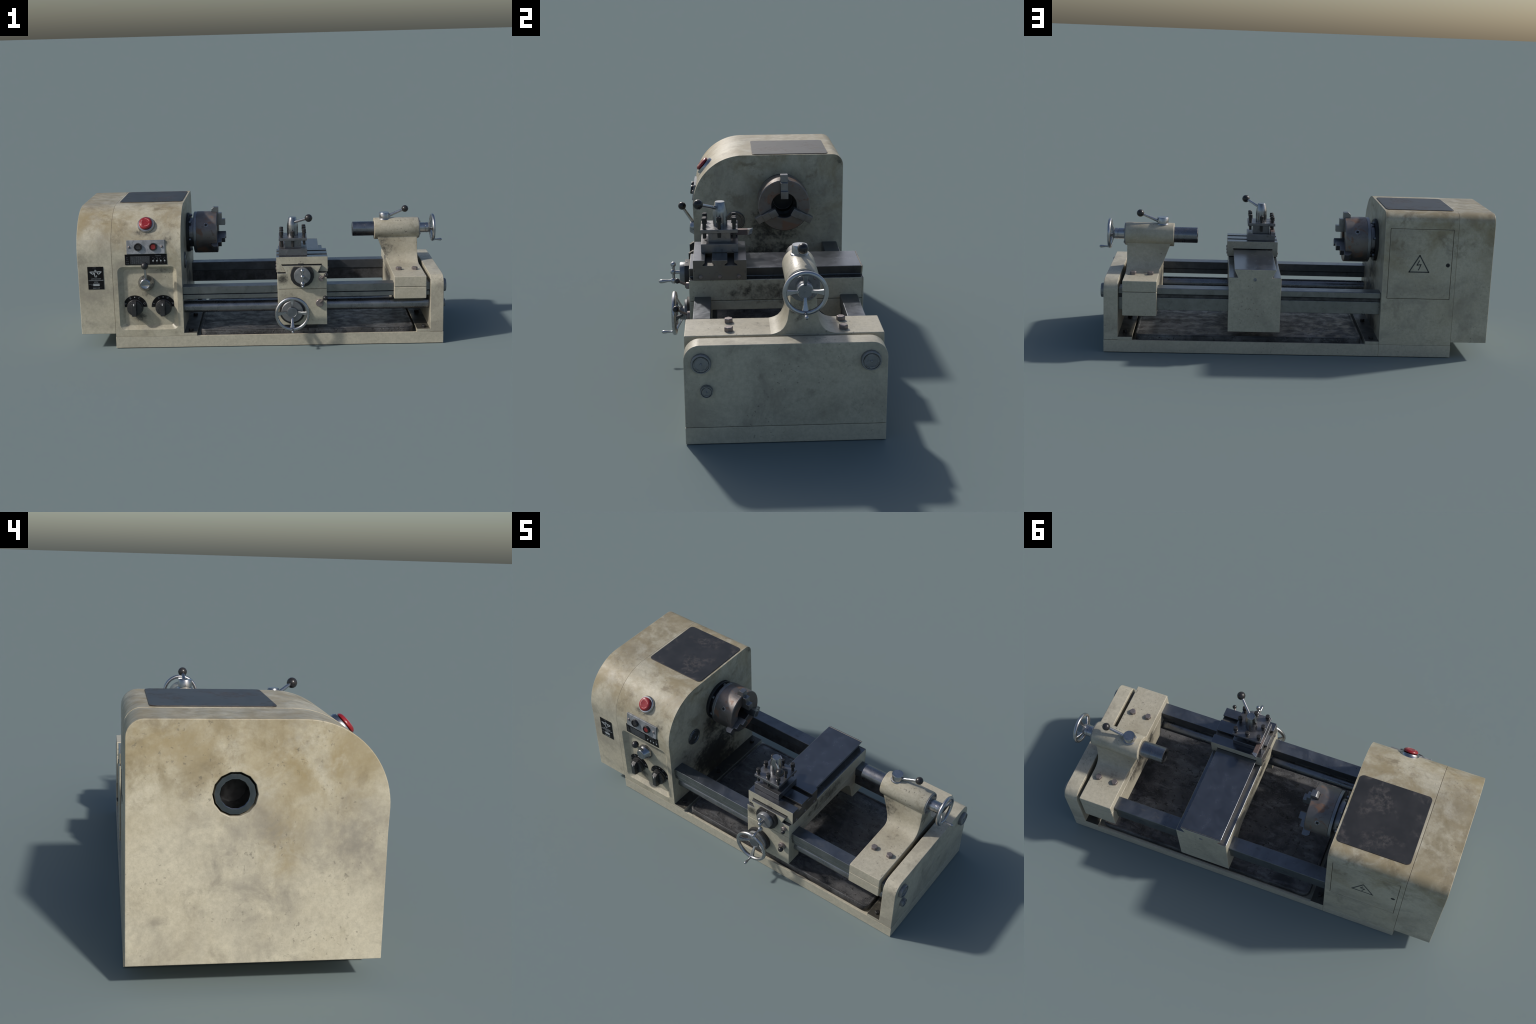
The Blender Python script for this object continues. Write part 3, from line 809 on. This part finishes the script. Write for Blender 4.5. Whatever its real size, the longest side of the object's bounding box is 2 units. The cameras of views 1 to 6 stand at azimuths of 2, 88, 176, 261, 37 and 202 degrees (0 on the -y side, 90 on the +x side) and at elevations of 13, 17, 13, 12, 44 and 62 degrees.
# handwheels ----------------------------------------------------------------
def handwheel(name, R, tube_r, centre, axis, rim_off, hub_off, hub_r, hub_h, spoke, crank_len, spin=0.0, parent=ROOT):
    """Cast wheel; local z = axis, local -y side carries the crank handle."""
    m = Matrix.Translation(centre) @ frame(axis)
    up = m.to_3x3().inverted() @ Z
    turn = Matrix.Rotation(math.atan2(up.y, up.x) - math.pi / 2 + spin, 4, "Z")
    m = m @ turn
    rim = revolve([(R - tube_r + tube_r * math.cos(t), rim_off + tube_r * 1.1 * math.sin(t)) for t in [2 * math.pi * i / 12 for i in range(12)]], (0, 0, 0), Z, 40, closed=True)
    bmesh.ops.transform(rim, matrix=m, verts=rim.verts)
    w = add(name, rim, "bright", parent, angle=60)
    hb = revolve([(hub_r * 1.04, hub_off - hub_h), (hub_r * 1.04, hub_off - hub_h * 0.25), (hub_r, hub_off - 0.001), (hub_r * 0.86, hub_off), (hub_r * 0.82, hub_off - 0.0012), (hub_r * 0.1, hub_off - 0.0012), (0, hub_off + 0.001)], (0, 0, 0), Z, 24)
    bmesh.ops.transform(hb, matrix=m, verts=hb.verts)
    add("hub", hb, "cap", w, angle=30)
    for k in range(4):
        rings = []
        for t in (0.0, 0.25, 0.5, 0.72, 0.88, 1.0):
            rad = hub_r * 0.80 + (R - 1.3 * tube_r - hub_r * 0.80) * t
            h = hub_off - hub_h * 0.45 + (rim_off - hub_off + hub_h * 0.45) * (t ** 0.9)
            wd = spoke[0] + (spoke[1] - spoke[0]) * t ** 2.2
            th = 0.0055 - 0.001 * t
            rings.append([(-wd, rad, h - th * 0.5), (-wd * 0.75, rad, h + th), (wd * 0.75, rad, h + th), (wd, rad, h - th * 0.5), (wd * 0.75, rad, h - th), (-wd * 0.75, rad, h - th)])
        s = loft(rings)
        bmesh.ops.transform(s, matrix=m @ Matrix.Rotation(math.pi / 2 * k, 4, "Z"), verts=s.verts)
        add("spoke", s, "bright", w, bevel=0.001, angle=50)
    L = crank_len
    ch = revolve([(0.0048, 0), (0.0048, 0.15 * L), (0.0062, 0.2 * L), (0.0040, 0.28 * L), (0.0045, 0.45 * L), (0.0072, 0.78 * L), (0.0070, 0.9 * L), (0.0045, 0.98 * L), (0, L)], (0, -R + tube_r, rim_off), Z, 14)
    bmesh.ops.transform(ch, matrix=m, verts=ch.verts)
    add("crank_handle", ch, "bright", w, angle=60)
    return w


HW = (0.1400, -0.2865, 0.1940)
wheel = handwheel("handwheel", 0.0935, 0.0092, HW, -Y, 0.071, 0.050, 0.0275, 0.030, (0.0065, 0.0155), 0.0585)
add("wheel_backplate", revolve([(0.0690, -0.001), (0.0690, 0.016), (0.066, 0.018), (0, 0.018)], HW, -Y, 28), "black_iron", wheel, angle=40)
add("graduated_collar", revolve([(0.0575, 0.0), (0.0575, 0.026), (0.055, 0.0285), (0, 0.0285)], HW, -Y, 32), "cap", wheel, angle=40)

# cross slide ---------------------------------------------------------------
SX0, SX1, SY0, SY1, SZ0, SZ1 = 0.0600, 0.3330, -0.2685, -0.0560, 0.4005, 0.4825


def tslot(y0, y1, w0, w1):
    return [(y0, 0.50), (y1, 0.50), (y1, 0.472), (w1, 0.4630), (w1, 0.4605), (w0, 0.4605), (w0, 0.4630), (y0, 0.472)]


cs_cut = [cutter(prism(tslot(-0.2210, -0.1930, -0.2305, -0.1815), "x", 0.0, 0.4), "slide_side"),
          cutter(prism(tslot(-0.1315, -0.1045, -0.1430, -0.0930), "x", 0.0, 0.4), "slide_side"),
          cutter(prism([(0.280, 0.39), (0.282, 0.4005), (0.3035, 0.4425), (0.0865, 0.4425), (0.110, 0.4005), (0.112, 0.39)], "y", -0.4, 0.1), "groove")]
slide = add("cross_slide", box(SX0, SX1, SY0, SY1, SZ0, SZ1), ["slide", "carr", "slide_side"], bevel=0.0015, cut=cs_cut)
by_normal(slide, lambda n, c: 1 if abs(n.y) > 0.5 else (2 if abs(n.x) > 0.5 else 0))
gib = add("gib_screw", revolve([(0.0078, -0.001), (0.0078, 0.003), (0.006, 0.0045), (0, 0.0045)], (0, 0, 0), Z, 12), "bolt", slide, angle=40)
first = True
for sx, ax in ((SX1, X), (SX0, -X)):
    for y in (-0.238, -0.162, -0.086):
        m = Matrix.Translation((sx, y, 0.4145)) @ frame(ax)
        if first:
            gib.matrix_basis = m
            first = False
        else:
            copy_of(gib, m)
add("slide_nut", box(0.175, 0.205, -0.2715, -0.262, 0.4395, 0.4465), "black_iron", slide, bevel=0.001)

# cross feed dial and ball crank
DX, DZ = 0.1960, 0.3890
octo = [(DX + 0.0630 * math.cos(t), DZ + 0.0635 * math.sin(t)) for t in [math.radians(-82 + i * 23.6) for i in range(16)] if 0.0635 * math.sin(t) < 0.044]
octo = sorted(octo, key=lambda p: math.atan2(p[1] - DZ, p[0] - DX))
top = [p for p in octo]
i0 = max(range(len(top)), key=lambda i: math.atan2(top[i][1] - DZ, top[i][0] - DX))
flat = [(DX + 0.0455, DZ + 0.0455), (DX - 0.0455, DZ + 0.0455)]
ring_pts = sorted(top + flat, key=lambda p: math.atan2(p[1] - DZ, p[0] - DX))
crank = add("cross_feed_crank", prism(ring_pts, "y", -0.3065, -0.2860), "black_iron", bevel=0.002)
add("feed_dial", revolve([(0.0440, 0.0), (0.0440, 0.019), (0.0425, 0.0215), (0.036, 0.0225), (0, 0.0225)], (DX, -0.3050, DZ + 0.002), -Y, 32), "cap", crank, angle=35)
add("crank_shaft", rod_between((DX, -0.320, 0.3920), (DX, -0.352, 0.3940), 0.0075), "bright", crank)
add("zero_mark", ball((DX, -0.2980, DZ + 0.0455), 0.0032, 10), "bright", crank)
cb = ball((DX, -0.355, 0.3945), 0.0120, 16)
ball((DX, -0.354, 0.4265), 0.0115, 16, cb)
ball((DX, -0.354, 0.3570), 0.0130, 16, cb)
rod_between((DX, -0.354, 0.4260), (DX, -0.354, 0.3570), 0.0058, 0.0062, 12, cb)
revolve([(0.006, 0.0), (0.0052, 0.016), (0.0056, 0.028), (0.0082, 0.046), (0.0078, 0.056), (0.004, 0.061), (0, 0.0625)], (DX, -0.354, 0.3570), Vector((0, -1, -0.05)), 14, cb)
add("ball_crank", cb, "bright", crank, angle=60)

# ================================================================ tool post
TX, TYC = 0.1500, -0.1625
post = add("tool_post", box(TX - 0.0755, TX + 0.0755, TYC - 0.0755, TYC + 0.0755, 0.4835, 0.5185), "post", bevel=0.0015)
add("compound_foot", box(TX - 0.074, TX + 0.074, TYC - 0.074, TYC + 0.074, 0.4800, 0.4860), "slide_side", post)
add("holder_block", box(TX - 0.0455, TX + 0.0455, TYC - 0.0455, TYC + 0.0455, 0.5180, 0.5645), "post", post, bevel=0.0015)
add("clamp_plate", box(TX - 0.0750, TX + 0.0750, TYC - 0.0755, TYC + 0.0755, 0.5635, 0.5785), "post", post, bevel=0.0015)
kn = revolve([(0.0300, 0.0), (0.0300, 0.056), (0.0285, 0.064), (0.0212, 0.0975), (0.0195, 0.1000), (0, 0.1000)], (TX, TYC + 0.004, 0.5780), Z, 18)
add("clamp_knob", kn, "knobsteel", post, angle=25)
add("lever_arm", rod_between((0.163, -0.175, 0.654), (0.2330, -0.243, 0.6865), 0.0072, 0.0066, 14), "bright", post)
add("lever_ball", ball((0.235, -0.245, 0.6870), 0.0208, 16), "bakelite", post)
sb = revolve([(0.0072, -0.062), (0.0072, 0.0), (0.0118, 0.001), (0.0118, 0.004), (0.0104, 0.005), (0.0104, 0.0215), (0.0085, 0.0235), (0, 0.0235)], (0, 0, 0), Z, 10)
sb = add("clamp_bolt", sb, "black_bolt", post, angle=35)
first = True
for ix in (-1, 0, 1):
    for iy in (-1, 0, 1):
        if ix == 0 and iy == 0:
            continue
        zt = 0.6025 if ix == 1 else 0.5915
        m = Matrix.Translation((TX + 0.0605 * ix, TYC + 0.0605 * iy, zt + random.uniform(-0.0015, 0.0015))) @ Matrix.Rotation(random.random() * 3, 4, "Z")
        if first:
            sb.matrix_basis = m
            first = False
        else:
            copy_of(sb, m)
# cutting tool clamped on the chuck side
tool = [[(0.0775, -0.150, 0.5195), (0.1005, -0.150, 0.5195), (0.1005, -0.150, 0.5430), (0.0775, -0.150, 0.5430)],
        [(0.0775, -0.045, 0.5195), (0.1005, -0.045, 0.5195), (0.1005, -0.045, 0.5430), (0.0775, -0.045, 0.5430)]]
bit = add("cutting_tool", loft(tool), "tool", bevel=0.001)
tip = [[(0.0775, -0.0455, 0.5200), (0.1005, -0.0455, 0.5200), (0.1005, -0.0455, 0.5425), (0.0775, -0.0455, 0.5425)],
       [(0.0775, -0.0260, 0.5200), (0.0980, -0.0395, 0.5200), (0.1005, -0.0355, 0.5435), (0.0775, -0.0220, 0.5440)]]
add("cutting_tip", loft(tip), "tip", bit, bevel=0.0005)

# ================================================================ tailstock
TS0, TS1 = 0.6850, 0.8555
tail = add("tailstock", box(TS0, TS1, FRONT, BACK, 0.3125, 0.3690), "tail", bevel=0.0035)
low = [(FRONT, 0.311), (FRONT, 0.2475), (-0.185, 0.2475), (-0.165, 0.230), (-0.15, 0.190), (0.29, 0.190), (BACK, 0.189), (BACK, 0.311)]
add("clamp_block", prism(low, "x", TS0, TS1), "tail", tail, bevel=0.0035)
# neck: lofted between barrel and base, flaring into a fillet
neck = []
for z, xl, xr, w in ((0.3680, 0.6870, 0.8545, 0.1200), (0.3700, 0.6865, 0.8545, 0.1080), (0.3735, 0.6860, 0.8542, 0.0950), (0.3800, 0.6835, 0.8540, 0.0810),
                     (0.3900, 0.6785, 0.8538, 0.0700), (0.4020, 0.6725, 0.8535, 0.0625), (0.4180, 0.6650, 0.8532, 0.0560), (0.4450, 0.6545, 0.8530, 0.0515),
                     (0.4800, 0.6410, 0.8530, 0.0470), (0.5250, 0.6240, 0.8530, 0.0440)):
    neck.append([(xl, AX_Y - w, z), (xr, AX_Y - w, z), (xr, AX_Y + w, z), (xl, AX_Y + w, z)])
nk = loft(neck)
add("neck", nk, "tail", tail, bevel=0.0025, angle=50)
bar = revolve([(0.0350, 0.0), (0.0590, 0.0), (0.0607, 0.002), (0.0607, 0.2455), (0.0590, 0.2485), (0, 0.2485)], (0.6135, AX_Y, AX_Z), X, 32)
add("barrel", bar, "tail", tail, angle=35)
add("barrel_cap", revolve([(0.0575, 0.0), (0.0575, 0.005), (0.0560, 0.0065), (0, 0.0065)], (0.8615, AX_Y, AX_Z), X, 32), "cap", tail, angle=35)
cs = add("cap_screw", revolve([(0.0058, 0), (0.0058, 0.004), (0.0045, 0.005), (0, 0.005)], (0, 0, 0), Z, 10), "bolt", tail, angle=40)
for k in range(4):
    a = math.radians(35 + 90 * k)
    m = Matrix.Translation((0.8675, AX_Y + 0.047 * math.cos(a), AX_Z + 0.047 * math.sin(a))) @ frame(X)
    if k:
        copy_of(cs, m)
    else:
        cs.matrix_basis = m
q = revolve([(0.0235, 0.060), (0.0250, 0.004), (0.0370, 0.0), (0.0408, 0.0025), (0.0408, 0.140)], (0.4905, AX_Y, AX_Z), X, 28)
add("quill", q, "quill", tail, angle=35)
add("quill_socket", revolve([(0.0240, 0), (0.0240, 0.001)], (0.5400, AX_Y, AX_Z), X, 20), "dark", tail)
hexb = add("clamp_bolt", hex_bolt(0.0165, 0.0165), "bolt", tail, bevel=0.0008)
first = True
for x, y in ((0.7255, -0.131), (0.8120, -0.131), (0.7255, 0.276), (0.8130, 0.276)):
    m = Matrix.Translation((x, y, 0.3685)) @ Matrix.Rotation(random.uniform(0, 1), 4, "Z")
    if first:
        hexb.matrix_basis = m
        first = False
    else:
        copy_of(hexb, m)
# quill lock on top of the barrel
ql = add("quill_lock", revolve([(0.0340, 0.0), (0.0325, 0.004), (0.0290, 0.0055), (0.0290, 0.0340), (0.0270, 0.0370), (0, 0.0370)], (0.6725, AX_Y, 0.6045), Z, 24), "bright", angle=35)
add("lever_arm", rod_between((0.690, AX_Y, 0.6185), (0.7820, AX_Y + 0.002, 0.6570), 0.0085, 0.0066), "bright", ql)
add("lever_ball", ball((0.789, 0.1325, 0.6600), 0.0195, 16), "bakelite", ql)
# tailstock wheel
th = revolve([(0.0282, 0.0), (0.0282, 0.033), (0.0268, 0.034), (0.0268, 0.0365), (0.0286, 0.0375), (0.0286, 0.050), (0.0260, 0.053), (0, 0.053)], (0.8670, AX_Y, AX_Z), X, 28)
add("feed_collar", th, "bright", tail, angle=30)
handwheel("handwheel", 0.0785, 0.0080, (0.9150, AX_Y, AX_Z), X, 0.0295, 0.0170, 0.0255, 0.012, (0.0062, 0.0140), 0.0555)

# =========================================================== apply modifiers
bpy.context.view_layer.update()
for o, bw, seg, ang in PENDING:
    if bw:
        b = o.modifiers.new("bevel", "BEVEL")
        b.width = bw
        b.segments = seg
        b.limit_method = "ANGLE"
        b.angle_limit = math.radians(32)
        b.harden_normals = False
        b.use_clamp_overlap = True
        b.miter_outer = "MITER_ARC"
dg = bpy.context.evaluated_depsgraph_get()
done = {}
for o, bw, seg, ang in PENDING:
    if o.modifiers:
        me = bpy.data.meshes.new_from_object(o.evaluated_get(dg), preserve_all_data_layers=True, depsgraph=dg)
        me.name = o.data.name
    else:
        me = o.data
    done[o.name] = (me, bw, ang)
for o, bw, seg, ang in PENDING:
    me = done[o.name][0]
    o.modifiers.clear()
    o.data = me
    me.shade_smooth()
    if bw:
        # keep flats flat: weighted normals after bevelling
        me.set_sharp_from_angle(angle=math.radians(62))
        w = o.modifiers.new("flats", "WEIGHTED_NORMAL")
        w.keep_sharp = True
        w.weight = 100
    else:
        me.set_sharp_from_angle(angle=math.radians(ang))
for c, src in COPIES:
    c.data = src.data
    c.modifiers.clear()
    if src.modifiers:
        w = c.modifiers.new("flats", "WEIGHTED_NORMAL")
        w.keep_sharp = True
        w.weight = 100
for c in CUTTERS:
    me = c.data
    bpy.data.objects.remove(c, do_unlink=True)
    bpy.data.meshes.remove(me)
